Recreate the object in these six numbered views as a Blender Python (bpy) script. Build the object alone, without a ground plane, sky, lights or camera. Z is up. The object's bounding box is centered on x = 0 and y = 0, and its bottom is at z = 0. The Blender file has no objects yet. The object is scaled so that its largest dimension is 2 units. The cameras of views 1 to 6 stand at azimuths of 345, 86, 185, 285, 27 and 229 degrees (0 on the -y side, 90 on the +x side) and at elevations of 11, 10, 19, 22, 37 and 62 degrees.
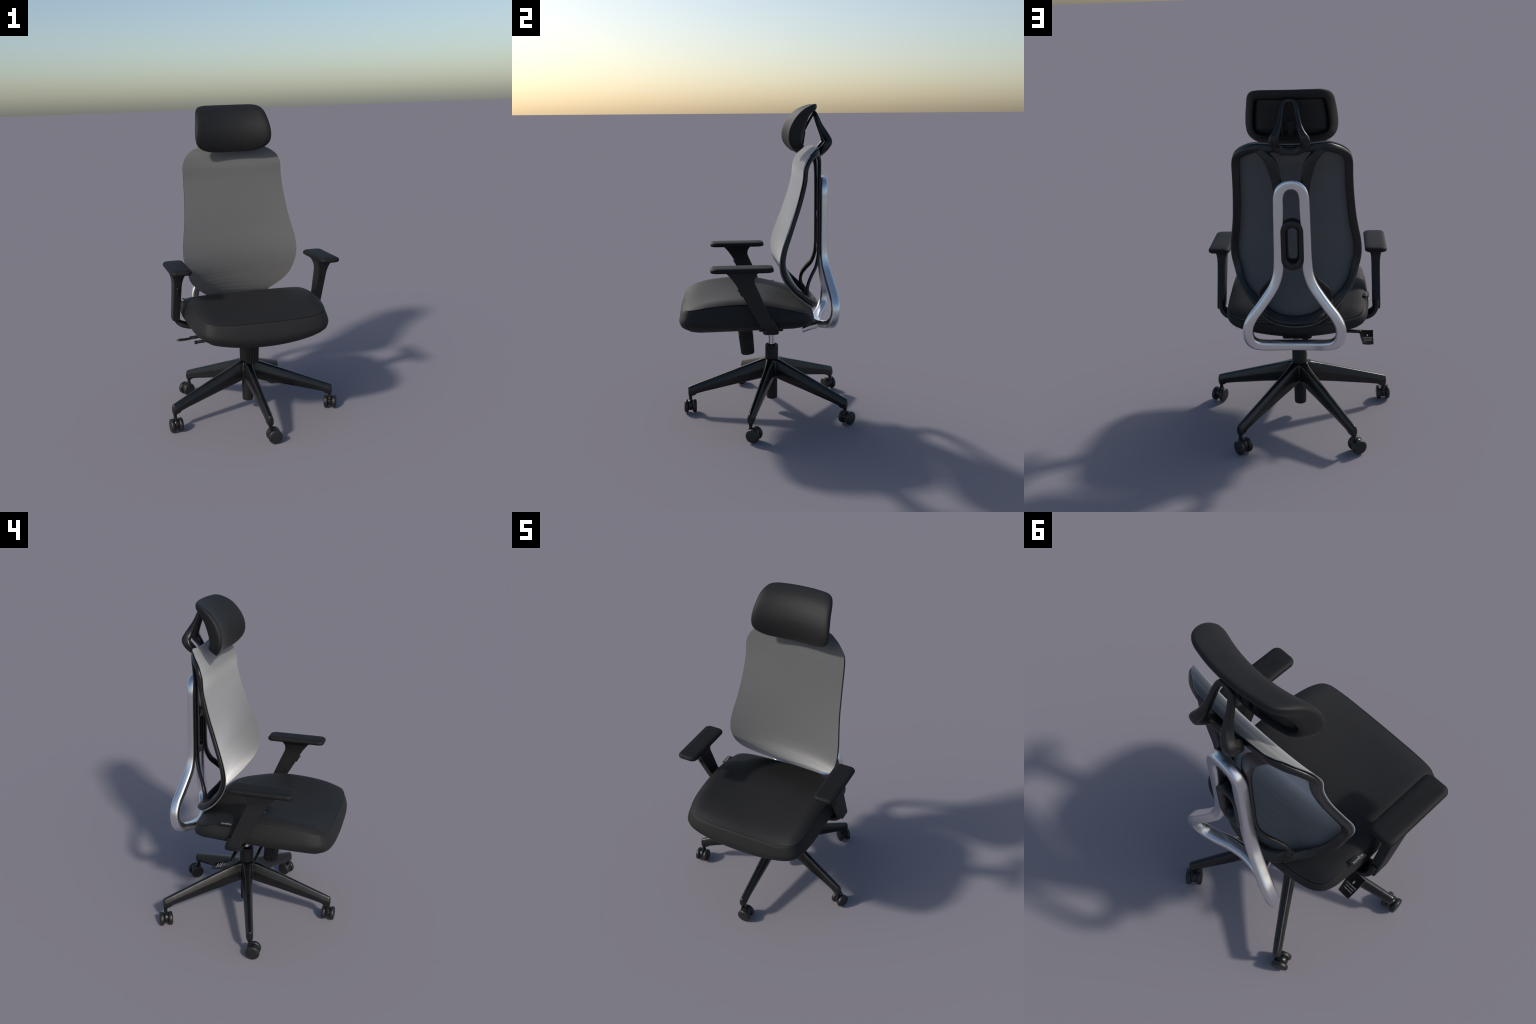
"""High-back office chair: mesh back in a black frame, bright metal back support,
padded headrest, adjustable armrests and a five-legged swivel base on casters."""
import bpy, bmesh, math
import numpy as np
from mathutils import Vector, Matrix

CX = -0.0135         # the chair's plane of symmetry
BASE_Y = 0.046       # centre of the gas column and the star base
rng = np.random.default_rng(7)


# ----------------------------------------------------------------- materials
def nodes_of(name):
    m = bpy.data.materials.new(name)
    m.use_nodes = True
    nt = m.node_tree
    return m, nt, nt.nodes["Principled BSDF"]


def link(nt, a, b):
    nt.links.new(a, b)


def mottled(name, dark, light, rough, scale=60.0, bump=0.0, bump_scale=400.0,
            metallic=0.0, spec=0.5, coat=0.0, rough_var=0.06):
    """Solid stuff with a faint blotchy tint, uneven gloss and fine grain."""
    m, nt, p = nodes_of(name)
    tc = nt.nodes.new("ShaderNodeTexCoord")
    n = nt.nodes.new("ShaderNodeTexNoise")
    n.inputs["Scale"].default_value = scale
    n.inputs["Detail"].default_value = 4
    link(nt, tc.outputs["Object"], n.inputs["Vector"])
    r = nt.nodes.new("ShaderNodeValToRGB")
    r.color_ramp.elements[0].position = 0.35
    r.color_ramp.elements[1].position = 0.65
    r.color_ramp.elements[0].color = (*dark, 1)
    r.color_ramp.elements[1].color = (*light, 1)
    link(nt, n.outputs["Fac"], r.inputs["Fac"])
    link(nt, r.outputs["Color"], p.inputs["Base Color"])
    mr = nt.nodes.new("ShaderNodeMapRange")
    mr.inputs["To Min"].default_value = rough - rough_var
    mr.inputs["To Max"].default_value = rough + rough_var
    link(nt, n.outputs["Fac"], mr.inputs["Value"])
    link(nt, mr.outputs["Result"], p.inputs["Roughness"])
    p.inputs["Metallic"].default_value = metallic
    p.inputs["Specular IOR Level"].default_value = spec
    p.inputs["Coat Weight"].default_value = coat
    if bump:
        g = nt.nodes.new("ShaderNodeTexNoise")
        g.inputs["Scale"].default_value = bump_scale
        g.inputs["Detail"].default_value = 3
        link(nt, tc.outputs["Object"], g.inputs["Vector"])
        b = nt.nodes.new("ShaderNodeBump")
        b.inputs["Strength"].default_value = bump
        b.inputs["Distance"].default_value = 0.001
        link(nt, g.outputs["Fac"], b.inputs["Height"])
        link(nt, b.outputs["Normal"], p.inputs["Normal"])
    return m


def woven(name, dark, light, rough, pitch=0.004, axes=("X", "Z"), bump=0.3,
          sheen=0.0, spec=0.3, contrast=(0.2, 0.8), cloud=0.6):
    """Cloth: two crossing thread waves plus a soft large-scale unevenness."""
    m, nt, p = nodes_of(name)
    tc = nt.nodes.new("ShaderNodeTexCoord")
    waves = []
    for ax in axes:
        w = nt.nodes.new("ShaderNodeTexWave")
        w.wave_type = 'BANDS'
        w.bands_direction = ax
        w.inputs["Scale"].default_value = 0.31416 / pitch   # one band per pitch
        w.inputs["Distortion"].default_value = 0.6
        w.inputs["Detail"].default_value = 1.0
        link(nt, tc.outputs["Object"], w.inputs["Vector"])
        waves.append(w)
    mul = nt.nodes.new("ShaderNodeMath")
    mul.operation = 'MULTIPLY'
    link(nt, waves[0].outputs["Fac"], mul.inputs[0])
    link(nt, waves[1].outputs["Fac"], mul.inputs[1])
    n = nt.nodes.new("ShaderNodeTexNoise")
    n.inputs["Scale"].default_value = 14
    n.inputs["Detail"].default_value = 5
    link(nt, tc.outputs["Object"], n.inputs["Vector"])
    mix = nt.nodes.new("ShaderNodeMath")
    mix.operation = 'MULTIPLY_ADD'
    mix.inputs[1].default_value = 0.55
    link(nt, mul.outputs[0], mix.inputs[0])
    half = nt.nodes.new("ShaderNodeMath")
    half.operation = 'MULTIPLY'
    half.inputs[1].default_value = cloud
    link(nt, n.outputs["Fac"], half.inputs[0])
    link(nt, half.outputs[0], mix.inputs[2])
    r = nt.nodes.new("ShaderNodeValToRGB")
    r.color_ramp.elements[0].position = contrast[0]
    r.color_ramp.elements[1].position = contrast[1]
    r.color_ramp.elements[0].color = (*dark, 1)
    r.color_ramp.elements[1].color = (*light, 1)
    link(nt, mix.outputs[0], r.inputs["Fac"])
    link(nt, r.outputs["Color"], p.inputs["Base Color"])
    p.inputs["Roughness"].default_value = rough
    p.inputs["Specular IOR Level"].default_value = spec
    p.inputs["Sheen Weight"].default_value = sheen
    p.inputs["Sheen Roughness"].default_value = 0.5
    b = nt.nodes.new("ShaderNodeBump")
    b.inputs["Strength"].default_value = bump
    b.inputs["Distance"].default_value = 0.0008
    link(nt, mul.outputs[0], b.inputs["Height"])
    link(nt, b.outputs["Normal"], p.inputs["Normal"])
    return m


def felted(name, dark, light, rough, spec=0.35, bump=0.25, sheen=0.0):
    """Close upholstery cloth: fine fibre speckle over a broad, faint unevenness."""
    m, nt, p = nodes_of(name)
    tc = nt.nodes.new("ShaderNodeTexCoord")
    fine = nt.nodes.new("ShaderNodeTexNoise")
    fine.inputs["Scale"].default_value = 420
    fine.inputs["Detail"].default_value = 2
    broad = nt.nodes.new("ShaderNodeTexNoise")
    broad.inputs["Scale"].default_value = 9
    broad.inputs["Detail"].default_value = 4
    for n in (fine, broad):
        link(nt, tc.outputs["Object"], n.inputs["Vector"])
    mix = nt.nodes.new("ShaderNodeMix")
    mix.data_type = 'FLOAT'
    mix.inputs["Factor"].default_value = 0.25
    link(nt, fine.outputs["Fac"], mix.inputs["A"])
    link(nt, broad.outputs["Fac"], mix.inputs["B"])
    r = nt.nodes.new("ShaderNodeValToRGB")
    r.color_ramp.elements[0].position = 0.35
    r.color_ramp.elements[1].position = 0.65
    r.color_ramp.elements[0].color = (*dark, 1)
    r.color_ramp.elements[1].color = (*light, 1)
    link(nt, mix.outputs["Result"], r.inputs["Fac"])
    link(nt, r.outputs["Color"], p.inputs["Base Color"])
    p.inputs["Roughness"].default_value = rough
    p.inputs["Specular IOR Level"].default_value = spec
    p.inputs["Sheen Weight"].default_value = sheen
    p.inputs["Sheen Roughness"].default_value = 0.3
    b = nt.nodes.new("ShaderNodeBump")
    b.inputs["Strength"].default_value = bump
    b.inputs["Distance"].default_value = 0.0006
    link(nt, fine.outputs["Fac"], b.inputs["Height"])
    link(nt, b.outputs["Normal"], p.inputs["Normal"])
    return m


def brushed_metal(name, tint, rough):
    m, nt, p = nodes_of(name)
    tc = nt.nodes.new("ShaderNodeTexCoord")
    n = nt.nodes.new("ShaderNodeTexNoise")
    n.inputs["Scale"].default_value = 9
    n.inputs["Detail"].default_value = 6
    link(nt, tc.outputs["Object"], n.inputs["Vector"])
    mr = nt.nodes.new("ShaderNodeMapRange")
    mr.inputs["To Min"].default_value = rough - 0.03
    mr.inputs["To Max"].default_value = rough + 0.03
    link(nt, n.outputs["Fac"], mr.inputs["Value"])
    link(nt, mr.outputs["Result"], p.inputs["Roughness"])
    p.inputs["Base Color"].default_value = (*tint, 1)
    p.inputs["Metallic"].default_value = 1.0
    return m


SEAT_CLOTH = felted("seat_cloth", (0.0085, 0.0085, 0.0087), (0.0150, 0.0140, 0.0142), 0.66, spec=0.36, sheen=0.01)
HEAD_CLOTH = felted("headrest_cloth", (0.0060, 0.0060, 0.0062), (0.0100, 0.0100, 0.0102), 0.64, spec=0.38, sheen=0.035)
BACK_MESH = woven("back_mesh_cloth", (0.103, 0.103, 0.102), (0.146, 0.146, 0.145), 0.85,
                  pitch=0.005, axes=("X", "Z"), bump=0.25, spec=0.2, contrast=(0.1, 0.9), sheen=1.0, cloud=0.15)
PIPING = mottled("seam_thread", (0.004, 0.004, 0.004), (0.006, 0.006, 0.006), 0.8)
FRAME_PLASTIC = mottled("frame_plastic", (0.006, 0.006, 0.0063), (0.009, 0.009, 0.0093), 0.36,
                        scale=25, bump=0.05, bump_scale=900)
BASE_PLASTIC = mottled("base_plastic", (0.006, 0.006, 0.0063), (0.009, 0.009, 0.0093), 0.29,
                       scale=25, bump=0.04, bump_scale=900)
ARM_PLASTIC = mottled("arm_plastic", (0.009, 0.009, 0.0094), (0.012, 0.012, 0.0124), 0.55,
                      scale=30, bump=0.1, bump_scale=700, spec=0.4)
PAD_RUBBER = mottled("pad_rubber", (0.007, 0.007, 0.0072), (0.0105, 0.0105, 0.0107), 0.66,
                     scale=35, bump=0.15, bump_scale=600, spec=0.25)
DULL_PLASTIC = mottled("dull_plastic", (0.008, 0.008, 0.0083), (0.011, 0.011, 0.0113), 0.6,
                       scale=30, bump=0.1, bump_scale=700, spec=0.4)
WHEEL_RUBBER = mottled("wheel_nylon", (0.009, 0.009, 0.0091), (0.013, 0.013, 0.0131), 0.45,
                       scale=50, bump=0.05, bump_scale=500)
BLACK_METAL = mottled("black_metal", (0.006, 0.006, 0.006), (0.009, 0.009, 0.009), 0.25, scale=20)
SILVER = brushed_metal("satin_metal", (0.81, 0.81, 0.82), 0.30)
CHROME = brushed_metal("chrome", (0.82, 0.82, 0.83), 0.08)
WHITE_INK = mottled("white_ink", (0.30, 0.31, 0.33), (0.36, 0.37, 0.39), 0.6)
LABEL_CLOTH = mottled("label_cloth", (0.005, 0.005, 0.0055), (0.008, 0.008, 0.0085), 0.8, scale=80)


# ------------------------------------------------------------------- helpers
def add_mesh(name, verts, faces, mat, parent=None, smooth=True, sharp=None):
    me = bpy.data.meshes.new(name)
    me.from_pydata([tuple(map(float, v)) for v in verts], [], [tuple(map(int, f)) for f in faces])
    bm = bmesh.new()
    bm.from_mesh(me)
    bmesh.ops.recalc_face_normals(bm, faces=bm.faces)
    bm.to_mesh(me)
    bm.free()
    me.update()
    ob = bpy.data.objects.new(name, me)
    bpy.context.scene.collection.objects.link(ob)
    if mat:
        me.materials.append(mat)
    if smooth:
        me.polygons.foreach_set("use_smooth", [True] * len(me.polygons))
        if sharp:
            me.set_sharp_from_angle(angle=math.radians(sharp))
    if parent:
        ob.parent = parent
    return ob


def join_data(parts):
    """Join (verts, faces) lists into one."""
    V, F, k = [], [], 0
    for v, f in parts:
        V += [tuple(p) for p in v]
        F += [tuple(i + k for i in q) for q in f]
        k += len(v)
    return V, F


def loft(rings, closed=False, caps=True):
    """Skin rings of equal length; closed joins last to first."""
    rings = [np.asarray(r, float) for r in rings]
    n, k = len(rings[0]), len(rings)
    V = np.concatenate(rings)
    F = []
    for i in range(k if closed else k - 1):
        a, b = i * n, ((i + 1) % k) * n
        for j in range(n):
            j2 = (j + 1) % n
            F.append((a + j, a + j2, b + j2, b + j))
    if caps and not closed:
        F.append(tuple(range(n))[::-1])
        F.append(tuple(range((k - 1) * n, k * n)))
    return V, F


def spline(pts, n, closed=False):
    """Catmull-Rom (centripetal-ish by arc length) through pts, n even samples."""
    P = np.asarray(pts, float)
    if closed:
        P = np.concatenate([P[-2:], P, P[:3]])
    else:
        P = np.concatenate([[2 * P[0] - P[1]], P, [2 * P[-1] - P[-2]]])
    out = []
    lo, hi = (2, len(P) - 3) if closed else (1, len(P) - 2)
    for i in range(lo, hi):
        p0, p1, p2, p3 = P[i - 1], P[i], P[i + 1], P[i + 2]
        d = [max(np.linalg.norm(b[:3] - a[:3]), 1e-6) ** 0.5 for a, b in ((p0, p1), (p1, p2), (p2, p3))]
        m1 = (p1 - p0) / d[0] - (p2 - p0) / (d[0] + d[1]) + (p2 - p1) / d[1]
        m2 = (p2 - p1) / d[1] - (p3 - p1) / (d[1] + d[2]) + (p3 - p2) / d[2]
        m1, m2 = m1 * d[1], m2 * d[1]
        for t in np.linspace(0, 1, 24, endpoint=False):
            h = (2 * t**3 - 3 * t**2 + 1, t**3 - 2 * t**2 + t, -2 * t**3 + 3 * t**2, t**3 - t**2)
            out.append(h[0] * p1 + h[1] * m1 + h[2] * p2 + h[3] * m2)
    out.append(P[hi])
    out = np.array(out)
    s = np.concatenate([[0], np.cumsum(np.linalg.norm(np.diff(out[:, :3], axis=0), axis=1))])
    t = np.linspace(0, s[-1], n, endpoint=not closed)
    return np.stack([np.interp(t, s, out[:, c]) for c in range(out.shape[1])], 1)


def oval(n, e=2.0):
    """Unit superellipse with n points."""
    a = (np.arange(n) + 0.5) * 2 * np.pi / n
    c, s = np.cos(a), np.sin(a)
    return np.stack([np.sign(c) * abs(c) ** (2 / e), np.sign(s) * abs(s) ** (2 / e)], 1)


def sweep(path, depth_axis, e=2.6, n=20, closed=False, across=None):
    """path rows: x, y, z, width, depth. The depth direction stays as near as it
    can to depth_axis; the width lies across the path."""
    P = np.asarray(path, float)
    C = P[:, :3]
    if closed:
        T = np.roll(C, -1, 0) - np.roll(C, 1, 0)
    else:
        T = np.gradient(C, axis=0)
    T /= np.linalg.norm(T, axis=1)[:, None]
    sec = oval(n, e)
    rings = []
    for c, t, row in zip(C, T, P):
        ax = None if depth_axis is None else np.asarray(depth_axis(c) if callable(depth_axis) else depth_axis, float)
        if across is not None:
            w = np.asarray(across, float) - t * (np.asarray(across, float) @ t)
            w /= np.linalg.norm(w)
            b = np.cross(w, t)
        else:
            b = ax - t * (ax @ t)
            b /= np.linalg.norm(b)
            w = np.cross(t, b)
        rings.append(c + np.outer(sec[:, 0] * row[3] / 2, w) + np.outer(sec[:, 1] * row[4] / 2, b))
    return loft(rings, closed)


def mirror_loop(half):
    """half: rows with relative x >= 0 from top centre to bottom centre."""
    H = [tuple(r) for r in half]
    L = [(-r[0],) + tuple(r[1:]) for r in H[-2:0:-1]]
    return [(r[0] + CX,) + tuple(r[1:]) for r in H + L]


def flip(data):
    v, f = data
    v = np.array(v, float)
    v[:, 0] = 2 * CX - v[:, 0]
    return v, [tuple(q[::-1]) for q in f]


def lathe(profile, n=40, centre=(0, 0), flutes=0, depth=0.0, band=None):
    """profile rows (radius, z) bottom to top; optional fluting in a z band."""
    rings = []
    a = np.arange(n) * 2 * np.pi / n
    for r, z in profile:
        rr = np.full(n, r)
        if flutes and band[0] <= z <= band[1]:
            rr = r - depth * (0.5 + 0.5 * np.cos(flutes * a)) ** 2
        rings.append(np.stack([centre[0] + rr * np.cos(a), centre[1] + rr * np.sin(a), np.full(n, z)], 1))
    return loft(rings)


def rounded_box(sx, sy, sz, r, seg=3):
    bm = bmesh.new()
    bmesh.ops.create_cube(bm, size=1)
    for v in bm.verts:
        v.co = Vector((v.co.x * sx, v.co.y * sy, v.co.z * sz))
    bmesh.ops.bevel(bm, geom=list(bm.edges), offset=r, segments=seg, profile=0.5, affect='EDGES')
    bm.verts.index_update()
    V = np.array([v.co[:] for v in bm.verts])
    F = [tuple(v.index for v in f.verts) for f in bm.faces]
    bm.free()
    return V, F


def moved(data, off=(0, 0, 0), rot=None):
    v, f = data
    v = np.asarray(v, float)
    if rot is not None:
        v = v @ np.array(rot.to_3x3()).T
    return v + np.asarray(off, float), f


def rod(a, b, r, n=14):
    a, b = np.array(a, float), np.array(b, float)
    t = (b - a) / np.linalg.norm(b - a)
    u = np.cross(t, (0, 0, 1) if abs(t[2]) < 0.9 else (1, 0, 0))
    u /= np.linalg.norm(u)
    w = np.cross(t, u)
    ang = np.arange(n) * 2 * np.pi / n
    c = np.outer(np.cos(ang), u) + np.outer(np.sin(ang), w)
    L = np.linalg.norm(b - a)
    k = min(r * 0.5, L * 0.2)
    return loft([a + c * (r - k * 0.6), a + t * k + c * r, b - t * k + c * r, b + c * (r - k * 0.6)])


def fuse(name, data, mat, voxel, smooth_iter=6, parent=None):
    """Weld overlapping shells into one skin with soft fillets."""
    ob = add_mesh(name, *data, mat, parent)
    m = ob.modifiers.new("weld", 'REMESH')
    m.mode = 'VOXEL'
    m.voxel_size = voxel
    m.use_smooth_shade = True
    s = ob.modifiers.new("soften", 'CORRECTIVE_SMOOTH' if False else 'SMOOTH')
    s.factor = 0.5
    s.iterations = smooth_iter
    dg = bpy.context.evaluated_depsgraph_get()
    me = bpy.data.meshes.new_from_object(ob.evaluated_get(dg))
    me.name = name
    ob.modifiers.clear()
    ob.data = me
    me.materials.clear()
    me.materials.append(mat)
    me.polygons.foreach_set("use_smooth", [True] * len(me.polygons))
    return ob


def text_part(name, body, size, matrix, mat, parent, align='CENTER', extrude=0.0004):
    cu = bpy.data.curves.new(name, 'FONT')
    cu.body = body
    cu.size = size
    cu.align_x = align
    cu.align_y = 'CENTER'
    cu.extrude = extrude
    tmp = bpy.data.objects.new("tmp_text", cu)
    bpy.context.scene.collection.objects.link(tmp)
    dg = bpy.context.evaluated_depsgraph_get()
    me = bpy.data.meshes.new_from_object(tmp.evaluated_get(dg))
    bpy.data.objects.remove(tmp)
    me.transform(matrix)
    me.name = name
    me.materials.clear()
    me.materials.append(mat)
    ob = bpy.data.objects.new(name, me)
    bpy.context.scene.collection.objects.link(ob)
    ob.parent = parent
    return ob


# -------------------------------------------------------------- the one thing
chair = bpy.data.objects.new("office_chair", None)
bpy.context.scene.collection.objects.link(chair)
chair["label"] = "black high-back office chair with grey mesh back, headrest and silver support"
chair["category"] = "office chair"


# ------------------------------------------------------------------ star base
def leg_data(angle):
    """One spoke: tall rounded ridge falling from the hub to a blunt drop end."""
    ca, sa = math.cos(angle), math.sin(angle)
    # r, top z, bottom z, width at top, width at belly
    rows = [(0.000, 0.352, 0.235, 0.050, 0.070), (0.040, 0.352, 0.228, 0.050, 0.072),
            (0.065, 0.346, 0.220, 0.044, 0.070),
            (0.090, 0.336, 0.213, 0.036, 0.066), (0.140, 0.317, 0.202, 0.030, 0.062),
            (0.220, 0.289, 0.186, 0.026, 0.058), (0.300, 0.260, 0.168, 0.024, 0.054),
            (0.380, 0.231, 0.150, 0.022, 0.050), (0.440, 0.2095, 0.137, 0.021, 0.048),
            (0.500, 0.188, 0.122, 0.020, 0.046), (0.512, 0.1835, 0.110, 0.020, 0.045),
            (0.530, 0.177, 0.107, 0.019, 0.044), (0.548, 0.170, 0.107, 0.018, 0.040),
            (0.5555, 0.164, 0.112, 0.014, 0.028)]
    rings = []
    for r, zt, zb, wt, wb in rows:
        h = zt - zb
        prof = [(wt * 0.36, zt + 0.0012), (wt * 0.58, zt - 0.05 * h), (wt * 0.5 + (wb - wt) * 0.26, zt - 0.20 * h),
                (wb * 0.50, zt - 0.45 * h), (wb * 0.51, zt - 0.62 * h), (wb * 0.48, zt - 0.82 * h),
                (wb * 0.41, zt - 0.95 * h), (wb * 0.30, zb)]
        ring = [(r * ca - y * -sa * -1, r * sa + y * ca, z) for y, z in prof]
        left = [(r * ca - y * sa, r * sa + y * ca, z) for y, z in prof]
        right = [(r * ca + y * sa, r * sa - y * ca, z) for y, z in prof[::-1]]
        rings.append(np.array(left + right) + (CX, BASE_Y, 0.001))
    return loft(rings)


LEG_ANGLES = [math.radians(-90 + 72 * k) for k in range(5)]
hub = lathe([(0.036, 0.215), (0.048, 0.224), (0.060, 0.25), (0.061, 0.29), (0.057, 0.330), (0.050, 0.350), (0.044, 0.353)],
            48, (CX, BASE_Y))
whole = fuse("base_whole", join_data([hub] + [leg_data(a) for a in LEG_ANGLES]), BASE_PLASTIC, 0.0026, 16)


def split_star(ob):
    """Cut the welded star into a hub and five legs that share border vertices
    and keep the whole skin's normals."""
    me = ob.data
    n = len(me.vertices)
    co = np.empty(n * 3)
    me.vertices.foreach_get("co", co)
    co = co.reshape(-1, 3)
    nm = np.empty(n * 3)
    me.vertices.foreach_get("normal", nm)
    nm = nm.reshape(-1, 3)
    groups = {}
    for p in me.polygons:
        c = co[list(p.vertices)].mean(0) - (CX, BASE_Y, 0)
        r = math.hypot(c[0], c[1])
        k = -1 if r < 0.072 else int(round((math.atan2(c[1], c[0]) + math.pi / 2) / math.radians(72))) % 5
        groups.setdefault(k, []).append(tuple(p.vertices))
    bpy.data.objects.remove(ob)
    base = None
    for k in sorted(groups):
        used = sorted({i for f in groups[k] for i in f})
        idx = {g: i for i, g in enumerate(used)}
        m2 = bpy.data.meshes.new("leg" if k >= 0 else "base")
        m2.from_pydata(co[used].tolist(), [], [tuple(idx[i] for i in f) for f in groups[k]])
        m2.materials.append(BASE_PLASTIC)
        m2.polygons.foreach_set("use_smooth", [True] * len(m2.polygons))
        m2.normals_split_custom_set_from_vertices(nm[used].tolist())
        o = bpy.data.objects.new("leg" if k >= 0 else "base", m2)
        bpy.context.scene.collection.objects.link(o)
        if k < 0:
            base = o
            o.parent = chair
        else:
            o.parent = base
    return base


base = split_star(whole)

# ------------------------------------------------------------------- casters
caster_body_data = join_data([
    lathe([(0.0135, 0.062), (0.0125, 0.080), (0.0105, 0.088), (0.0105, 0.100), (0.0125, 0.102), (0.0125, 0.1095)], 24),
    # hood over the axle: a drum whose belly hangs down between the wheels
    moved(rod((0, -0.0128, 0), (0, 0.0128, 0), 0.0355, 36), (0.020, 0, 0.0500)),
    moved(rounded_box(0.036, 0.0235, 0.030, 0.009), (0.004, 0, 0.068)),
    moved(rod((0, -0.018, 0), (0, 0.018, 0), 0.010, 16), (0.022, 0, 0.043)),
])
WHEEL_T = 1.13
wheel_prof = [(0.012, -0.0120), (0.034, -0.0120), (0.0375, -0.0105), (0.0405, -0.0085), (0.0428, -0.0045), (0.0430, 0.0),
              (0.0428, 0.0050), (0.0410, 0.0085), (0.0385, 0.0103), (0.0365, 0.0103), (0.0350, 0.0112),
              (0.0300, 0.0122), (0.0150, 0.0128), (0.004, 0.0129)]
wheel_data = lathe(wheel_prof, 44)
wheel_v = wheel_data[0]
wheel_data = (np.stack([wheel_v[:, 0], wheel_v[:, 2] * WHEEL_T, wheel_v[:, 1]], 1), wheel_data[1])   # axle along y
caster_src = add_mesh("caster", *caster_body_data, BASE_PLASTIC, None, sharp=40)
wheel_src = add_mesh("wheel", *wheel_data, WHEEL_RUBBER, None, sharp=35)
TRAIL = [0, 65, 133, 207, 275]      # heading of each wheel pair behind its stem
first = True
for a, head in zip(LEG_ANGLES, TRAIL):
    x, y = CX + 0.541 * math.cos(a), BASE_Y + 0.541 * math.sin(a)
    c = caster_src if first else caster_src.copy()
    if not first:
        bpy.context.scene.collection.objects.link(c)
    c.parent = chair
    c.location = (x, y, 0)
    c.rotation_euler = (0, 0, math.radians(head))
    for side in (1, -1):
        w = wheel_src if first and side == 1 else wheel_src.copy()
        if not (first and side == 1):
            bpy.context.scene.collection.objects.link(w)
        w.parent = c
        w.location = (0.022, 0.0268 * side, 0.0432)
        w.rotation_euler = (0, 0, 0 if side == 1 else math.pi)
    first = False

# ---------------------------------------------------------------- gas column
col = lathe([(0.030, 0.076), (0.0345, 0.079), (0.036, 0.09), (0.036, 0.30), (0.0425, 0.302), (0.0428, 0.424),
             (0.0415, 0.427), (0.0405, 0.428), (0.0405, 0.431), (0.0425, 0.432), (0.0425, 0.440), (0.041, 0.445),
             (0.036, 0.4465), (0.028, 0.440), (0.024, 0.436)], 48, (CX, BASE_Y))
column = add_mesh("gas_column", *col, DULL_PLASTIC, chair, sharp=40)
add_mesh("piston", *lathe([(0.0215, 0.40), (0.0215, 0.60)], 36, (CX, BASE_Y)), CHROME, column, sharp=40)

# ------------------------------------------------------- mechanism and levers
mech = join_data([
    moved(rounded_box(0.17, 0.34, 0.056, 0.012), (CX, 0.040, 0.597)),
    moved(rounded_box(0.10, 0.16, 0.030, 0.010), (CX, 0.04, 0.557)),
    moved(rounded_box(0.30, 0.24, 0.02, 0.006), (CX, 0.0, 0.612)),
])
mechanism = add_mesh("tilt_mechanism", *mech, DULL_PLASTIC, chair, sharp=40)

KX, KY = -0.018, -0.126
kz = [(0.034, 0.385), (0.0415, 0.386), (0.0440, 0.390), (0.0445, 0.400)]
kz += [(0.0445 + 0.0035 * t, 0.402 + 0.108 * t) for t in np.linspace(0, 1, 6)]
kz += [(0.0475, 0.513), (0.0445, 0.515), (0.0445, 0.519), (0.0480, 0.521), (0.0480, 0.527), (0.0445, 0.529),
       (0.0445, 0.533), (0.0480, 0.535), (0.0485, 0.575)]
kn = lathe(kz, 144, (0, 0), flutes=18, depth=0.0045, band=(0.399, 0.511))
tilt = Matrix.Rotation(math.radians(5.5), 4, 'X')
kn = moved((kn[0] - (0, 0, 0.54), kn[1]), (KX, KY, 0.54), tilt)
add_mesh("tension_knob", *kn, DULL_PLASTIC, chair, sharp=50)

# height lever: bar, then a dished paddle with its printed legend
lever = add_mesh("lever", *join_data([rod((-0.09, 0.040, 0.556), (-0.385, 0.038, 0.541), 0.0105, 16)]), BLACK_METAL, chair, sharp=50)
P00, P10, P11, P01 = (np.array(p) for p in ((-0.372, 0.028, 0.548), (-0.455, 0.029, 0.545), (-0.454, 0.137, 0.511), (-0.391, 0.137, 0.511)))
rows = []
NU, NV = 10, 12
for side in (0, 1):
    for j in range(NV + 1):
        v = j / NV
        for i in range(NU + 1):
            u = i / NU
            p = (1 - v) * ((1 - u) * P00 + u * P10) + v * ((1 - u) * P01 + u * P11)
            p = p + np.array([0, 0, -0.006 * 4 * v * (1 - v) + 0.003 * (2 * u - 1) ** 2])
            rows.append(p - np.array([0, 0, (0.015 - 0.006 * v) * side]))
F = []
nn = (NU + 1) * (NV + 1)
for j in range(NV):
    for i in range(NU):
        q = (j * (NU + 1) + i, j * (NU + 1) + i + 1, (j + 1) * (NU + 1) + i + 1, (j + 1) * (NU + 1) + i)
        F += [q, tuple(k + nn for k in q[::-1])]
edge = [i for i in range(NU + 1)] + [j * (NU + 1) + NU for j in range(1, NV + 1)] + \
       [NV * (NU + 1) + i for i in range(NU - 1, -1, -1)] + [j * (NU + 1) for j in range(NV - 1, 0, -1)]
for a, b in zip(edge, edge[1:] + edge[:1]):
    F.append((a, a + nn, b + nn, b))
paddle = add_mesh("paddle", rows, F, BLACK_METAL, lever, sharp=40)
slope = math.atan2(0.548 - 0.511, 0.109)
base_m = Matrix(((-1, 0, 0, 0), (0, -math.cos(slope), math.sin(slope), 0), (0, math.sin(slope), math.cos(slope), 0), (0, 0, 0, 1)))
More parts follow.
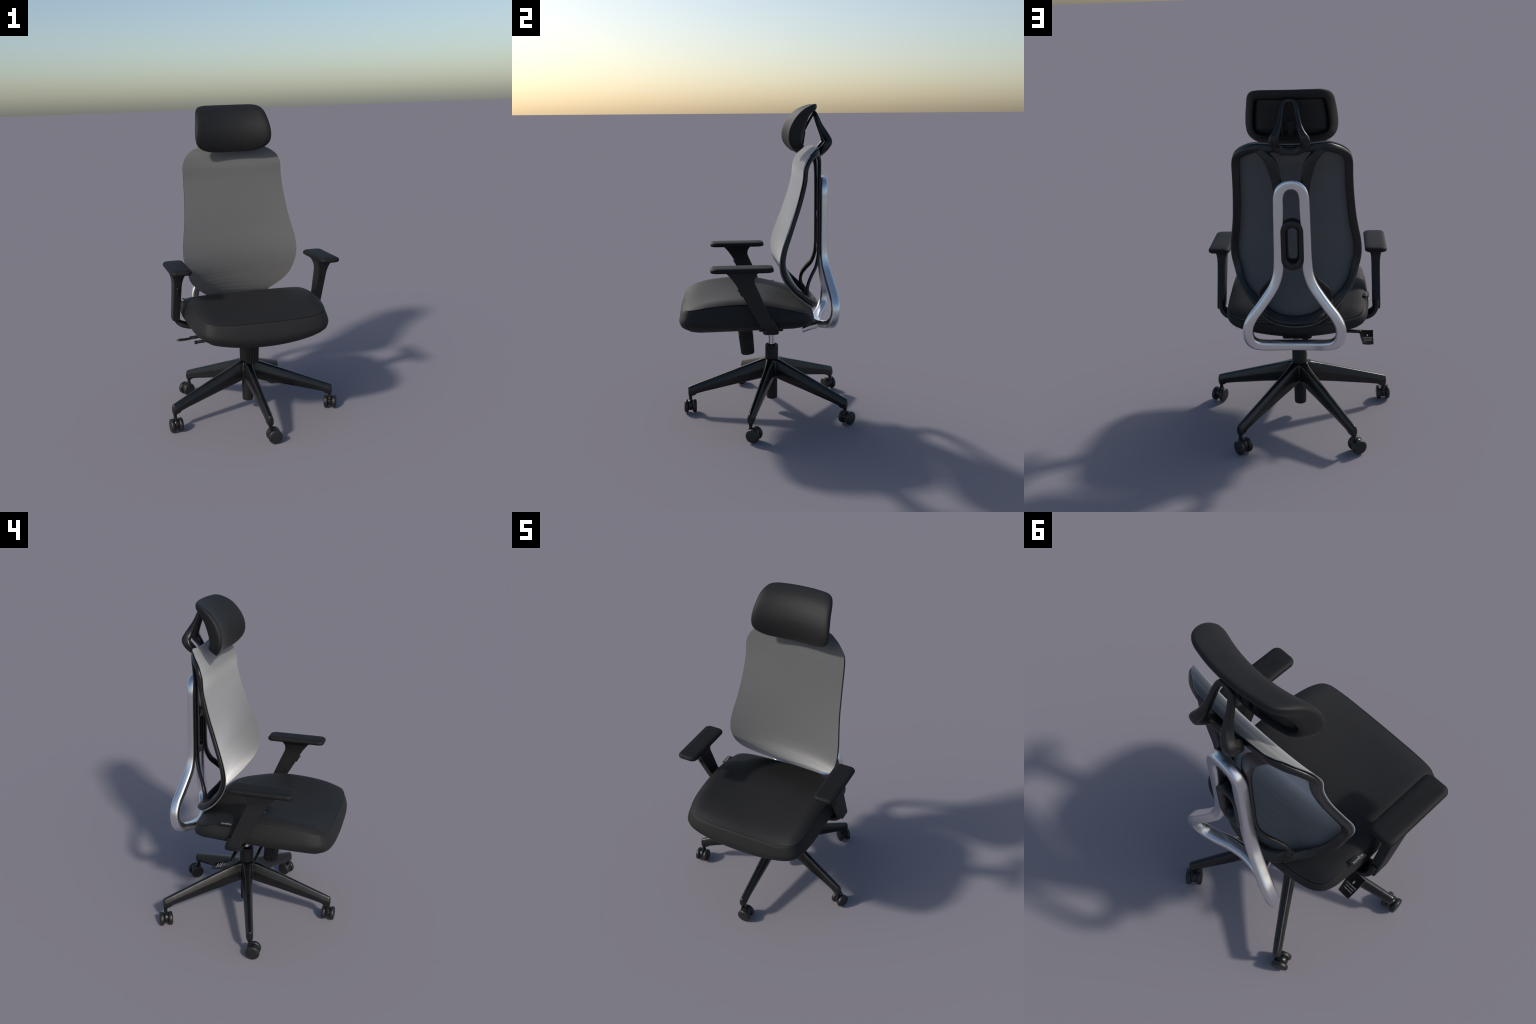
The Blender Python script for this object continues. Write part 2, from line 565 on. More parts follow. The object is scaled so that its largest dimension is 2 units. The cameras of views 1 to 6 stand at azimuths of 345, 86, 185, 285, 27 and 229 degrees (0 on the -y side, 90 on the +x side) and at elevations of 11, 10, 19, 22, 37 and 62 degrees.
for body, v, size in (("UP OR DOWN", 0.52, 0.0088), ("STAY LOCK", 0.635, 0.0088), ("FREE MOVE", 0.75, 0.0088)):
    p = (1 - v) * (P00 * 0.5 + P10 * 0.5) + v * (P01 * 0.5 + P11 * 0.5)
    p = p + np.array([-0.004, 0, -0.006 * 4 * v * (1 - v) + 0.0016])
    text_part("printed_legend", body, size, Matrix.Translation(p) @ base_m, WHITE_INK, paddle)
v = 0.36
p = (1 - v) * (P00 * 0.5 + P10 * 0.5) + v * (P01 * 0.5 + P11 * 0.5) + np.array([-0.004, 0, -0.006 * 4 * v * (1 - v) + 0.0018])
arrow = [(-0.005, 0.002), (0, 0.009), (0.005, 0.002), (0.002, 0.002), (0.002, -0.002), (0.005, -0.002), (0, -0.009),
         (-0.005, -0.002), (-0.002, -0.002), (-0.002, 0.002)]
av = [(x, y, z) for z in (-0.0004, 0.0004) for x, y in arrow]
k = len(arrow)
af = [tuple(range(k))[::-1], tuple(range(k, 2 * k))] + [(i, (i + 1) % k, k + (i + 1) % k, k + i) for i in range(k)]
mm = Matrix.Translation(p) @ base_m
add_mesh("printed_arrow", [tuple(mm @ Vector(q)) for q in av], af, WHITE_INK, paddle, smooth=False)
# tilt lock lever: a thin stalk with a round end
add_mesh("lever", *join_data([rod((-0.09, -0.095, 0.562), (-0.368, -0.101, 0.551), 0.0095, 14),
                              moved(rod((0, 0, 0), (-0.014, 0, 0), 0.0115, 16), (-0.364, -0.101, 0.551))]),
         BLACK_METAL, chair, sharp=50)


# ---------------------------------------------------------------- seat cushion
seat_half = [(0.0, -0.549), (0.12, -0.548), (0.22, -0.545), (0.30, -0.536), (0.34, -0.524), (0.375, -0.496), (0.398, -0.44), (0.407, -0.37),
             (0.412, -0.25), (0.414, -0.10), (0.415, 0.0), (0.412, 0.08), (0.408, 0.14), (0.400, 0.198), (0.378, 0.244),
             (0.335, 0.273), (0.266, 0.291), (0.15, 0.305), (0.0, 0.311)]
loop = [(x, y) for x, y in seat_half] + [(-x, y) for x, y in seat_half[-2:0:-1]]
SEAT_OUT = spline([(x, y, 0) for x, y in loop], 176, True)[:, :2]
tang = np.roll(SEAT_OUT, -1, 0) - np.roll(SEAT_OUT, 1, 0)
tang /= np.linalg.norm(tang, axis=1)[:, None]
# inward direction: toward the nearest point of an inner rectangle, so insets never fold
SEAT_IN = np.stack([np.clip(SEAT_OUT[:, 0], -0.26, 0.26), np.clip(SEAT_OUT[:, 1], -0.39, 0.15)], 1) - SEAT_OUT
SEAT_IN /= np.linalg.norm(SEAT_IN, axis=1)[:, None]
SEAT_C = np.array([0.0, -0.13])


def lerp_table(t, v):
    """Read a profile table with its corners eased off (averaged over a short run)."""
    a = np.array(t, float)
    v = np.asarray(v, float)
    h = 0.06 * (a[-1, 0] - a[0, 0])
    off = (-1.0, -0.66, -0.33, 0.0, 0.33, 0.66, 1.0)
    wt = (0.4, 0.8, 1.1, 1.2, 1.1, 0.8, 0.4)
    return sum(k * np.interp(v + o * h, a[:, 0], a[:, 1]) for o, k in zip(off, wt)) / sum(wt)


def crown(x, y):
    """Height of the upper face: humped front to back, dished across the middle."""
    side = lerp_table([(-0.56, .772), (-0.52, .782), (-0.487, .792), (-0.43, .806), (-0.39, .816), (-0.33, .825), (-0.27, .831), (-0.20, .835),
                       (-0.13, .836), (-0.08, .833), (-0.03, .826), (0.02, .816), (0.07, .802), (0.13, .786), (0.20, .768), (0.26, .750), (0.32, .730)], y)
    mid = lerp_table([(-0.56, .752), (-0.50, .768), (-0.43, .783), (-0.33, .797), (-0.22, .811), (-0.12, .823), (-0.04, .827), (0.03, .818),
                      (0.10, .797), (0.16, .779), (0.22, .760), (0.26, .744), (0.32, .720)], y)
    return mid + (side - mid) * np.clip(np.abs(x) / 0.33, 0, 1) ** 2


def seam_z(x, y):
    side = lerp_table([(-0.56, .764), (-0.50, .773), (-0.45, .781), (-0.365, .796), (-0.28, .806), (-0.2, .811), (-0.14, .812), (-0.06, .807),
                       (0.0, .799), (0.07, .785), (0.165, .763), (0.23, .743), (0.31, .708)], y)
    front = 0.753
    w = np.clip((-0.47 - y) / 0.07, 0, 1) * np.clip(1 - (np.abs(x) / 0.36) ** 3, 0, 1)
    return side * (1 - w) + front * w


def under(x, y):
    z = 0.600 + 0.040 * np.clip(np.abs(x) / 0.33, 0, 1.2) ** 2
    return z + 0.012 * np.clip((y + 0.45) / 0.6, 0, 1)


def seat_ring(inset):
    if inset < 0.10:
        return SEAT_OUT + SEAT_IN * inset
    ring0 = SEAT_OUT + SEAT_IN * 0.10
    f = (inset - 0.10) / 0.9
    return ring0 + (SEAT_C - ring0) * f


def seat_shell():
    rings = []

    def put(xy, z):
        rings.append(np.stack([xy[:, 0] + CX, xy[:, 1], z], 1))
    # underside, from the middle out
    for ins in (0.97, 0.8, 0.6, 0.4, 0.25, 0.15, 0.10, 0.075):
        xy = seat_ring(ins)
        put(xy, under(xy[:, 0], xy[:, 1]))
    # rounded lower edge and bulging wall
    front = np.clip((-0.33 - SEAT_OUT[:, 1]) / 0.16, 0, 1)
    rear = np.clip((SEAT_OUT[:, 1] - 0.05) / 0.12, 0, 1)
    for side_in, front_in, rear_in, f in ((0.050, 0.066, 0.056, 0.012), (0.029, 0.046, 0.038, 0.04), (0.014, 0.028, 0.024, 0.095), (0.005, 0.013, 0.013, 0.18),
                                          (0.0008, 0.004, 0.005, 0.29), (0.0, 0.0, 0.001, 0.41), (0.003, 0.003, 0.0, 0.54), (0.008, 0.009, 0.002, 0.68),
                                          (0.0145, 0.016, 0.008, 0.82), (0.0195, 0.0215, 0.0165, 0.95)):
        xy = SEAT_OUT + SEAT_IN * (side_in + (front_in - side_in) * front + (rear_in - side_in) * rear)[:, None]
        zb = under(xy[:, 0], xy[:, 1])
        put(xy, zb + (seam_z(xy[:, 0], xy[:, 1]) - zb) * f)
    # sewn seam: a narrow groove
    for ins, dz in ((0.0002, -0.0018), (0.0050, -0.0003), (0.0050, 0.0005), (0.0006, 0.0020)):
        xy = SEAT_OUT + SEAT_IN * (ins + 0.0210 + 0.002 * front - 0.003 * rear)[:, None]
        put(xy, seam_z(SEAT_OUT[:, 0], SEAT_OUT[:, 1]) + dz)
    # shoulder up to the crown
    for ins, f in ((0.0040, 0.16), (0.0105, 0.33), (0.0195, 0.53), (0.032, 0.74), (0.049, 0.90), (0.073, 0.985)):
        xy = SEAT_OUT + SEAT_IN * (ins + 0.0210 + 0.002 * front - 0.003 * rear)[:, None]
        a = seam_z(SEAT_OUT[:, 0], SEAT_OUT[:, 1])
        put(xy, a + (crown(xy[:, 0], xy[:, 1]) - a) * f)
    for ins in (0.13, 0.18, 0.25, 0.33, 0.42, 0.52, 0.62, 0.72, 0.82, 0.92, 0.98):
        xy = seat_ring(ins)
        put(xy, crown(xy[:, 0], xy[:, 1]))
    return loft(rings)


seat = add_mesh("seat_cushion", *seat_shell(), SEAT_CLOTH, chair)

# corner seams: thin cords down the front corners and at the back panel
def wall_point(x_side, frac, y):
    """Point on the seat's wall at height fraction frac, nearest outline point to y on that side."""
    side = SEAT_OUT[:, 0] * x_side > 0
    cand = np.where(side)[0]
    i = cand[np.argmin(np.abs(SEAT_OUT[cand, 1] - y))]
    ins = np.interp(frac, [0.04, 0.095, 0.18, 0.29, 0.41, 0.54, 0.68, 0.82, 1.0], [0.044, 0.026, 0.012, 0.0035, 0.0, 0.003, 0.009, 0.016, 0.022] if y < 0 else [0.029, 0.014, 0.005, 0.0008, 0.0, 0.002, 0.006, 0.012, 0.018])
    xy = SEAT_OUT[i] + SEAT_IN[i] * (ins - 0.0002)
    zb = under(*xy)
    return (xy[0] + CX, xy[1], zb + (seam_z(*SEAT_OUT[i]) - zb) * frac)


seams = []
for sx in (1, -1):
    pts = [wall_point(sx, f, -0.5) for f in np.linspace(0.98, 0.1, 12)]
    seams.append(sweep([(*p, 0.0016, 0.0016) for p in pts], (0.6 * sx, -0.8, 0), 2, 6))
    # back panel: runs across the rear wall and drops near the corner
    pts = [wall_point(sx, f, 0.272) for f in np.linspace(0.1, 0.62, 8)]
    seams.append(sweep([(*p, 0.0016, 0.0016) for p in pts], (0, 1, 0), 2, 6))
back_pts = []
order = [i for i in range(len(SEAT_OUT)) if SEAT_OUT[i, 1] > 0.274]
order.sort(key=lambda i: SEAT_OUT[i, 0])
for i in order:
    xy = SEAT_OUT[i] + SEAT_IN[i] * 0.004
    zb = under(*xy)
    back_pts.append((xy[0] + CX, xy[1], zb + (seam_z(*SEAT_OUT[i]) - zb) * 0.62, 0.0016, 0.0016))
seams.append(sweep(back_pts, (0, 1, 0), 2, 6))
add_mesh("seam", *join_data(seams), PIPING, seat)

# plastic pan under the cushion
pan = []
for ins, dz in ((0.97, -0.022), (0.6, -0.022), (0.3, -0.022), (0.15, -0.02), (0.085, -0.014), (0.062, -0.009), (0.050, -0.002), (0.052, 0.008), (0.10, 0.02), (0.5, 0.02), (0.97, 0.02)):
    xy = seat_ring(ins)
    z = under(xy[:, 0], xy[:, 1]) + dz + 0.006
    pan.append(np.stack([xy[:, 0] + CX, xy[:, 1], z], 1))
add_mesh("seat_pan", *loft(pan), DULL_PLASTIC, chair)

# little sewn-in flag with the maker's word, on the left rear side seam
tag_c = Vector((-0.4120, 0.058, 0.7890))
tagm = Matrix.Translation(tag_c) @ Matrix.Rotation(math.radians(-10), 4, 'Y')
tg = rounded_box(0.034, 0.080, 0.003, 0.001, 2)
label = add_mesh("label", [tuple(tagm @ Vector(p)) for p in tg[0]], tg[1], LABEL_CLOTH, seat, sharp=40)
text_m = tagm @ Matrix(((0, -1, 0, -0.004), (1, 0, 0, 0), (0, 0, 1, 0.0022), (0, 0, 0, 1)))
text_part("printed_word", "ergonix", 0.0200, text_m, WHITE_INK, label)


# ----------------------------------------------------------- backrest surface
# side profile of the back, top to bottom: y, z, half width
BACK = [(0.332, 1.7345, 0.165), (0.322, 1.7320, 0.195), (0.305, 1.7240, 0.222), (0.286, 1.7095, 0.255), (0.264, 1.691, 0.283),
        (0.245, 1.669, 0.305), (0.231, 1.640, 0.318), (0.222, 1.610, 0.323), (0.216, 1.540, 0.324), (0.199, 1.464, 0.327),
        (0.176, 1.385, 0.333), (0.143, 1.290, 0.343), (0.114, 1.210, 0.356), (0.092, 1.150, 0.367), (0.079, 1.100, 0.372),
        (0.073, 1.050, 0.372), (0.076, 1.010, 0.366), (0.087, 0.970, 0.356), (0.107, 0.930, 0.345), (0.132, 0.894, 0.332),
        (0.167, 0.850, 0.302), (0.205, 0.810, 0.263), (0.245, 0.771, 0.217), (0.278, 0.741, 0.178), (0.302, 0.716, 0.130),
        (0.315, 0.702, 0.080), (0.321, 0.696, 0.030)]
prof = spline([(0.0, y, z, w) for y, z, w in BACK], 240)
PY, PZ, PW = prof[:, 1], prof[:, 2], prof[:, 3]
PN = np.stack([-np.gradient(PZ), np.gradient(PY)], 1)        # normal in (y, z), pointing back
PN /= np.linalg.norm(PN, axis=1)[:, None]
if PN[90, 0] < 0:
    PN = -PN


def concave(row):
    """How far the middle of the back lies behind its side edges."""
    z = np.interp(row, np.arange(len(PZ)), PZ)
    return lerp_table([(0.69, 0.0), (0.74, 0.002), (0.80, 0.019), (0.87, 0.037), (0.94, 0.052), (1.00, 0.059), (1.05, 0.057), (1.15, 0.045),
                       (1.25, 0.030), (1.35, 0.014), (1.5, 0.004), (1.60, 0.010), (1.65, 0.022), (1.69, 0.032), (1.715, 0.018), (1.735, 0.004)], z)


def back_point(row, u, off=0.0):
    """u in -1..1 across; off moves along the surface normal, to the rear."""
    z = PZ[row]
    ripple = 0.00022 * math.sin(2 * math.pi * z / 0.027 + 1.5 * u) * np.clip((1.02 - z) / 0.08, 0, 1) * np.clip((z - 0.72) / 0.06, 0, 1) * (1 - u ** 4)
    c = concave(row) * (1 - u * u) + ripple
    return np.array([CX + u * PW[row], PY[row] + PN[row, 0] * (c + off), PZ[row] + PN[row, 1] * (c + off)])


def back_panel():
    nu, R = 48, len(PZ)
    us = np.linspace(-1, 1, nu + 1)
    V, F = [], []
    for off in (-0.0045, -0.0015):
        for i in range(R):
            for u in us:
                V.append(back_point(i, u, off))
    n = R * (nu + 1)
    for i in range(R - 1):
        for j in range(nu):
            q = (i * (nu + 1) + j, i * (nu + 1) + j + 1, (i + 1) * (nu + 1) + j + 1, (i + 1) * (nu + 1) + j)
            F += [q, tuple(k + n for k in q[::-1])]
    rim = [j for j in range(nu + 1)] + [i * (nu + 1) + nu for i in range(1, R)] + \
          [(R - 1) * (nu + 1) + j for j in range(nu - 1, -1, -1)] + [i * (nu + 1) for i in range(R - 2, 0, -1)]
    for a, b in zip(rim, rim[1:] + rim[:1]):
        F.append((a, b, b + n, a + n))
    return V, F


backrest_mesh = add_mesh("backrest_mesh", *back_panel(), BACK_MESH, chair, sharp=50)

# ------------------------------------------------------------- backrest frame
ARC = np.concatenate([[0], np.cumsum(np.hypot(np.diff(PY), np.diff(PZ)))])
ROWS = np.arange(len(PZ))


def on_back(x, s, off):
    """Map flat pattern coordinates (x across, s down the profile) to the back."""
    row = np.interp(s, ARC, ROWS)
    y, z, w = (np.interp(row, ROWS, a) for a in (PY, PZ, PW))
    ny, nz = (np.interp(row, ROWS, PN[:, k]) for k in (0, 1))
    o = off + concave(row) * max(0.0, 1 - (x / w) ** 2)
    return (CX + x, y + ny * o, z + nz * o)


rim = [(f * PW[0], 0.0, 0) for f in (0.0, 0.33, 0.66)] + [(PW[i], ARC[i], 0) for i in range(0, len(PZ), 4)] + [(0.0, ARC[-1], 0)]
rim = spline(rim + [(-x, s_, 0) for x, s_, _ in rim[-2:0:-1]], 280, True)[:, :2]
rt = np.roll(rim, -2, 0) - np.roll(rim, 2, 0)
rt /= np.linalg.norm(rt, axis=1)[:, None]
rin = np.stack([-rt[:, 1], rt[:, 0]], 1)
if rin[0, 1] < 0:
    rin = -rin
sec = oval(24, 3.6)
frame_rings = []
for p, q in zip(rim, rin):
    low = np.clip((p[1] - ARC[-1] + 0.20) / 0.15, 0, 1)
    w, d = 0.044 + 0.012 * low, 0.026 + 0.016 * low + 0.010 * np.clip(1 - p[1] / 0.12, 0, 1)
    ring = []
    for a, b in sec:
        x, s_ = p + q * (w / 2 - 0.001 + a * w / 2)
        ring.append(on_back(x, s_, d / 2 + 0.0012 + b * d / 2))
    frame_rings.append(np.array(ring))
frame_parts = [loft(frame_rings, closed=True)]
# two rails: out of the top corners, down the spine, flaring into the lower rim
rail = [(0.200, 0.304, 1.702, 0.030, 0.020), (0.160, 0.323, 1.692, 0.044, 0.026), (0.128, 0.337, 1.664, 0.052, 0.026), (0.099, 0.343, 1.624, 0.062, 0.022),
        (0.087, 0.345, 1.580, 0.060, 0.021), (0.077, 0.345, 1.53, 0.054, 0.021), (0.073, 0.345, 1.45, 0.046, 0.021), (0.073, 0.345, 1.25, 0.044, 0.021),
        (0.075, 0.344, 1.10, 0.044, 0.021), (0.085, 0.339, 1.04, 0.043, 0.021),
        (0.112, 0.321, 0.98, 0.042, 0.021), (0.150, 0.290, 0.932, 0.040, 0.021), (0.180, 0.267, 0.890, 0.040, 0.021),
        (0.188, 0.258, 0.850, 0.040, 0.021), (0.180, 0.262, 0.810, 0.040, 0.024), (0.160, 0.285, 0.775, 0.042, 0.03)]
rail = [(r[0] + CX,) + r[1:] for r in rail]
rail_d = sweep(spline(rail, 110), (0, 1, 0.0), 3.0, 16)
frame_parts += [rail_d, flip(rail_d)]
frame = fuse("backrest_frame", join_data(frame_parts), FRAME_PLASTIC, 0.0030, 7, chair)


# ------------------------------------------------------------ lumbar bracket
def stadium(hx, hz, n=48):
    """Rounded slot outline of half width hx and half height hz."""
    out = []
    for k in range(n):
        a = 2 * math.pi * (k + 0.5) / n
        out.append((hx * math.cos(a), math.copysign(hz - hx, math.sin(a)) + hx * math.sin(a)))
    return np.array(out)


def ring_plate(cz, outer, inner, rows):
    rings = []
    o, i = stadium(*outer), stadium(*inner)
    for f, y in rows:
        p = o + (i - o) * f
        rings.append(np.stack([p[:, 0] + CX, np.full(len(p), y), p[:, 1] + cz], 1))
    return loft(rings, closed=True)


lumbar = add_mesh("lumbar_bracket", *ring_plate(1.197, (0.0635, 0.139), (0.024, 0.088),
                  [(0.0, 0.350), (0.0, 0.394), (0.05, 0.3995), (0.15, 0.4025), (0.4, 0.404), (0.65, 0.401), (0.8, 0.394), (0.9, 0.380), (1.0, 0.362), (1.0, 0.348), (0.8, 0.342), (0.2, 0.342)]),
                  FRAME_PLASTIC, chair, sharp=60)

# ------------------------------------------------------- bright back support
S = [(0.0, 0.378, 1.5235, 0.054, 0.047), (0.030, 0.378, 1.517, 0.054, 0.047), (0.054, 0.378, 1.496, 0.055, 0.047), (0.066, 0.377, 1.460, 0.055, 0.047),
     (0.0685, 0.377, 1.40, 0.056, 0.047), (0.071, 0.377, 1.25, 0.056, 0.047), (0.0745, 0.377, 1.10, 0.056, 0.048),
     (0.082, 0.379, 1.035, 0.055, 0.050), (0.103, 0.386, 0.972, 0.054, 0.052), (0.141, 0.399, 0.912, 0.053, 0.054),
     (0.185, 0.413, 0.852, 0.053, 0.055), (0.226, 0.425, 0.798, 0.054, 0.055), (0.248, 0.429, 0.752, 0.056, 0.056),
     (0.253, 0.427, 0.708, 0.057, 0.057), (0.243, 0.419, 0.664, 0.057, 0.058), (0.215, 0.406, 0.634, 0.054, 0.060),
     (0.17, 0.390, 0.619, 0.051, 0.060), (0.10, 0.360, 0.605, 0.050, 0.062), (0.0, 0.343, 0.598, 0.050, 0.062)]
support = add_mesh("back_support", *sweep(spline(mirror_loop(S), 300, True), (0, 1, 0), 3.6, 36, True), SILVER, chair)
tongue = []
for t in np.linspace(0, 1, 12):
    y = 0.335 - 0.093 * t
    hx = 0.088 + 0.035 * (1 - t) ** 3
    zc = 0.597 - 0.041 * t
    hz = 0.025 - 0.004 * t
    sec = oval(28, 5.0)
    tongue.append(np.stack([CX + sec[:, 0] * hx, np.full(28, y), zc + sec[:, 1] * hz], 1))
add_mesh("support_tongue", *loft(tongue), SILVER, support, sharp=40)


# ------------------------------------------------------------------- headrest
hh = [(0.0, 1.9985), (0.10, 1.9985), (0.17, 1.996), (0.203, 1.986), (0.223, 1.962), (0.237, 1.905), (0.246, 1.845), (0.2475, 1.795),
      (0.238, 1.756), (0.212, 1.728), (0.16, 1.707), (0.08, 1.7005), (0.0, 1.700)]
HEAD_OUT = spline([(x, z, 0) for x, z in hh] + [(-x, z, 0) for x, z in hh[-2:0:-1]], 120, True)[:, :2]
HEAD_IN = np.stack([np.clip(HEAD_OUT[:, 0], -0.14, 0.14), np.clip(HEAD_OUT[:, 1], 1.80, 1.905)], 1) - HEAD_OUT
HEAD_IN /= np.linalg.norm(HEAD_IN, axis=1)[:, None]
HEAD_C = np.array([0.0, 1.845])


def bow(x):
    return 0.045 * (1 - np.clip(np.abs(x) / 0.245, 0, 1.05) ** 2) - 0.013


def head_front(z):
    return lerp_table([(1.695, .170), (1.708, .164), (1.721, .158), (1.74, .1505), (1.757, .1455), (1.78, .1415), (1.80, .140), (1.82, .1405), (1.84, .143),
                       (1.86, .148), (1.88, .156), (1.90, .1655), (1.919, .178), (1.945, .199), (1.965, .219), (1.98, .241), (1.99, .262), (2.0, .285)], z)


def head_back(z):
    return lerp_table([(1.695, .190), (1.71, .200), (1.73, .218), (1.745, .228), (1.76, .228), (1.779, .226), (1.80, .226), (1.83, .233), (1.87, .244), (1.909, .258), (1.937, .277),
                       (1.963, .297), (1.985, .314), (2.0, .320)], z)


def head_y(p, g):
    """Depth of the pad at outline points p: g = 0 on the face, 1 on the rear."""
    a, b = head_front(p[:, 1]), head_back(p[:, 1])
    b = b - 0.034 * np.clip((np.abs(p[:, 0]) - 0.165) / 0.08, 0, 1) ** 2
    return a + (b - a) * g + bow(p[:, 0])


def head_ring(ins):
    if ins < 0.075:
        return HEAD_OUT + HEAD_IN * ins
    r0 = HEAD_OUT + HEAD_IN * 0.075
    return r0 + (HEAD_C - r0) * ((ins - 0.075) / 0.925)


def head_shell():
    rings = []
    def put(ins, g, extra=0.0):
        p = head_ring(ins)
        y = head_y(p, g) + extra
        rings.append(np.stack([p[:, 0] + CX, y, p[:, 1]], 1))
    for ins in (0.97, 0.8, 0.62, 0.45, 0.3, 0.2, 0.13, 0.09, 0.065, 0.048):
        put(ins, 0.0)
    for ins, g in ((0.034, 0.008), (0.022, 0.035), (0.012, 0.09), (0.005, 0.18), (0.001, 0.30), (0.0, 0.42), (0.002, 0.56), (0.007, 0.70),
                   (0.015, 0.83), (0.025, 0.93), (0.034, 0.98), (0.042, 0.985)):
        put(ins, g)
    return rings, put


rings, put = head_shell()
for ins, g in ((0.046, 0.92), (0.049, 0.74), (0.052, 0.50)):
    put(ins, g)
for ins in (0.3, 0.6, 0.97):
    put(ins, 0.45)
headrest = add_mesh("headrest", *loft(rings), HEAD_CLOTH, chair)
# shell plate set in the back of the cushion
plate = []
for ins, g in ((0.0500, 0.5), (0.0505, 0.58), (0.055, 0.69), (0.066, 0.77), (0.10, 0.83), (0.2, 0.87), (0.4, 0.89), (0.7, 0.89), (0.97, 0.89)):
    p = head_ring(ins)
    plate.append(np.stack([p[:, 0] + CX, head_y(p, g), p[:, 1]], 1))
add_mesh("headrest_shell", *loft(plate), ARM_PLASTIC, headrest)

# bracket loop behind the headrest
B = [(0.0, 0.323, 1.945, 0.021, 0.022), (0.024, 0.326, 1.940, 0.021, 0.022), (0.036, 0.338, 1.912, 0.022, 0.024), (0.043, 0.354, 1.872, 0.023, 0.028),
     (0.052, 0.377, 1.826, 0.028, 0.038), (0.066, 0.395, 1.788, 0.038, 0.046), (0.079, 0.401, 1.764, 0.046, 0.050), (0.082, 0.387, 1.742, 0.048, 0.048),
     (0.070, 0.362, 1.712, 0.046, 0.040), (0.042, 0.350, 1.695, 0.044, 0.036), (0.0, 0.346, 1.689, 0.042, 0.034)]
bracket = add_mesh("headrest_bracket", *sweep(spline(mirror_loop(B), 160, True), (0, 0.9, 0.25), 3.2, 24, True), FRAME_PLASTIC, chair)
add_mesh("bracket_foot", *moved(rounded_box(0.105, 0.026, 0.030, 0.008), (CX, 0.346, 1.685)), FRAME_PLASTIC, bracket, sharp=40)
# slider plate that runs from the loop's top down along the cushion
sl = []
for t in np.linspace(0, 1, 14):
    y = 0.316 - 0.070 * t + 0.008 * t * t
    z = 1.938 - 0.112 * t
    sl.append((CX, y, z, 0.056, 0.011))
sl_d = sweep(sl, (0, 1, 0), 5.0, 20)
guide = [moved(rounded_box(w, d, 0.085, 0.004), (CX + dx, y, 1.790), Matrix.Rotation(math.radians(-9), 4, 'X'))
         for dx, w, d, y in ((-0.043, 0.012, 0.020, 0.247), (0.0, 0.030, 0.022, 0.250), (0.043, 0.012, 0.020, 0.247), (0.0, 0.094, 0.012, 0.238))]
guide.append(moved(rounded_box(0.098, 0.020, 0.014, 0.004), (CX, 0.236, 1.749)))
add_mesh("slider", *join_data([sl_d] + guide), DULL_PLASTIC, bracket, sharp=45)


# -------------------------------------------------------------------- armrests
def arm_upright():
    # z, y front, y back, x inner, x outer (relative)
    rows = [(0.688, -0.048, 0.035, 0.440, 0.483), (0.700, -0.054, 0.028, 0.438, 0.485), (0.740, -0.077, 0.010, 0.438, 0.485), (0.800, -0.110, -0.016, 0.438, 0.485),
            (0.866, -0.148, -0.044, 0.437, 0.485), (0.900, -0.167, -0.058, 0.437, 0.485), (0.940, -0.188, -0.076, 0.436, 0.486), (0.962, -0.201, -0.085, 0.434, 0.488),
            (0.985, -0.217, -0.088, 0.429, 0.492), (1.005, -0.232, -0.083, 0.422, 0.499), (1.020, -0.246, -0.073, 0.415, 0.506), (1.034, -0.258, -0.060, 0.410, 0.510)]
    sec = oval(40, 11.0)
    rings = []
    for z, y0, y1, x0, x1 in rows:
        rings.append(np.stack([CX + (x0 + x1) / 2 + sec[:, 0] * (x1 - x0) / 2, (y0 + y1) / 2 + sec[:, 1] * (y1 - y0) / 2, np.full(40, z)], 1))
    return loft(rings)


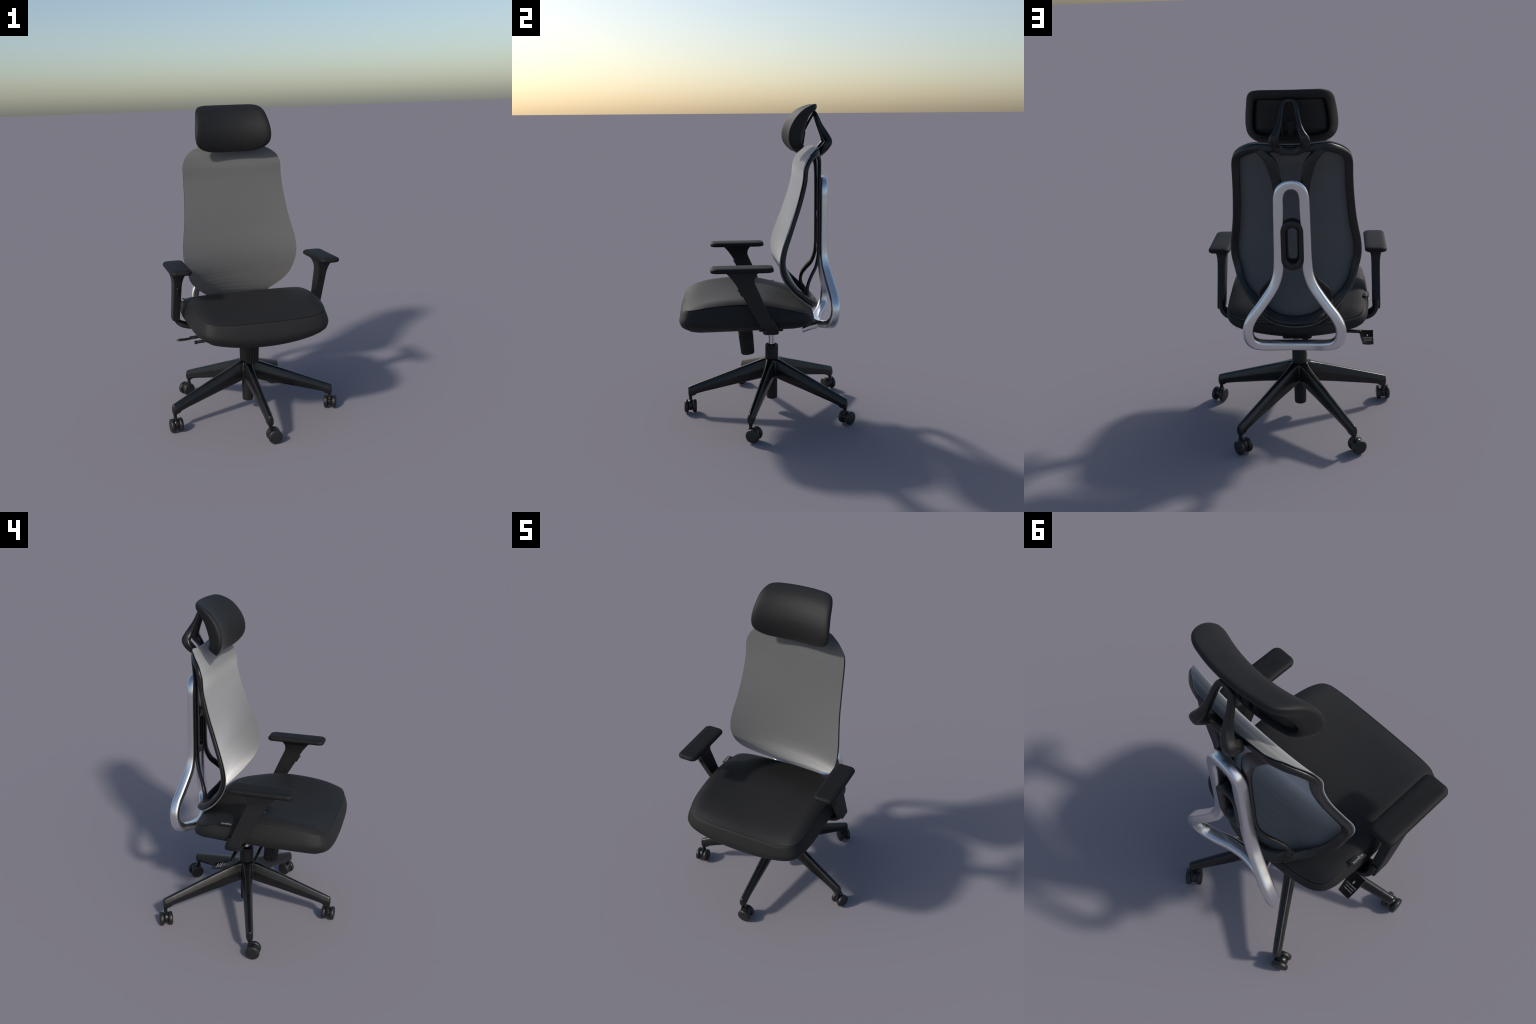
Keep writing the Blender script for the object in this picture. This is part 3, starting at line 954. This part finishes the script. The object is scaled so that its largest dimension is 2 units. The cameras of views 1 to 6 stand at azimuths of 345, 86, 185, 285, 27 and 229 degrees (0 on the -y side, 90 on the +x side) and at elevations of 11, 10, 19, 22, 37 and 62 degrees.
def arm_tube():
    pts = [(0.460, -0.008, 0.720), (0.459, 0.004, 0.700), (0.453, 0.010, 0.680), (0.440, 0.012, 0.662), (0.42, 0.013, 0.648), (0.38, 0.014, 0.635), (0.33, 0.014, 0.627), (0.2, 0.014, 0.618), (0.08, 0.014, 0.612)]
    return sweep(spline([(x + CX, y, z, 0.070 + 0.024 * min(1, max(0, (0.69 - z) / 0.04)), 0.032) for x, y, z in pts], 40), None, 4.0, 20, across=(0, 1, 0))


def pad_data():
    out = []
    hx, hy, r = 0.0635, 0.186, 0.032
    n = 18
    for cx_, cy_, a0 in ((hx - r, hy - r, 0), (-(hx - r), hy - r, 90), (-(hx - r), -(hy - r), 180), (hx - r, -(hy - r), 270)):
        for k in range(n):
            a = math.radians(a0 + 90 * k / (n - 1))
            out.append((cx_ + r * math.cos(a), cy_ + r * math.sin(a)))
    out = np.array(out)
    rings = []
    for ins, z in ((0.030, 1.0285), (0.013, 1.029), (0.005, 1.0315), (0.001, 1.036), (0.0, 1.042), (0.0012, 1.0490), (0.005, 1.0545), (0.011, 1.0580), (0.021, 1.0597)):
        f = np.stack([out[:, 0] * (1 - ins / hx), out[:, 1] * (1 - ins / hy)], 1)
        rings.append(np.stack([CX + 0.457 + f[:, 0], f[:, 1] - 0.160, np.full(len(f), z)], 1))
    mid = rings[-1].mean(0)
    for f in (0.6, 0.3, 0.05):
        q = mid + (rings[8] - mid) * f
        q[:, 2] = 1.0602
        rings.append(q)
    return loft(rings)


def button_data():
    d = join_data([rounded_box(0.016, 0.012, 0.050, 0.004), moved(rounded_box(0.012, 0.010, 0.014, 0.004), (0, -0.004, 0.020))])
    return moved(d, (CX + 0.461, -0.170, 0.905), Matrix.Rotation(math.radians(28), 4, 'X'))


def fl(d, mirror):
    return flip(d) if mirror else d


for mirror in (False, True):
    arm = add_mesh("armrest", *fl(arm_upright(), mirror), ARM_PLASTIC, chair, sharp=35)
    add_mesh("arm_bracket", *fl(arm_tube(), mirror), ARM_PLASTIC, arm, sharp=40)
    add_mesh("arm_pad", *fl(pad_data(), mirror), PAD_RUBBER, arm, sharp=60)
    add_mesh("arm_button", *fl(button_data(), mirror), BLACK_METAL, arm, sharp=40)
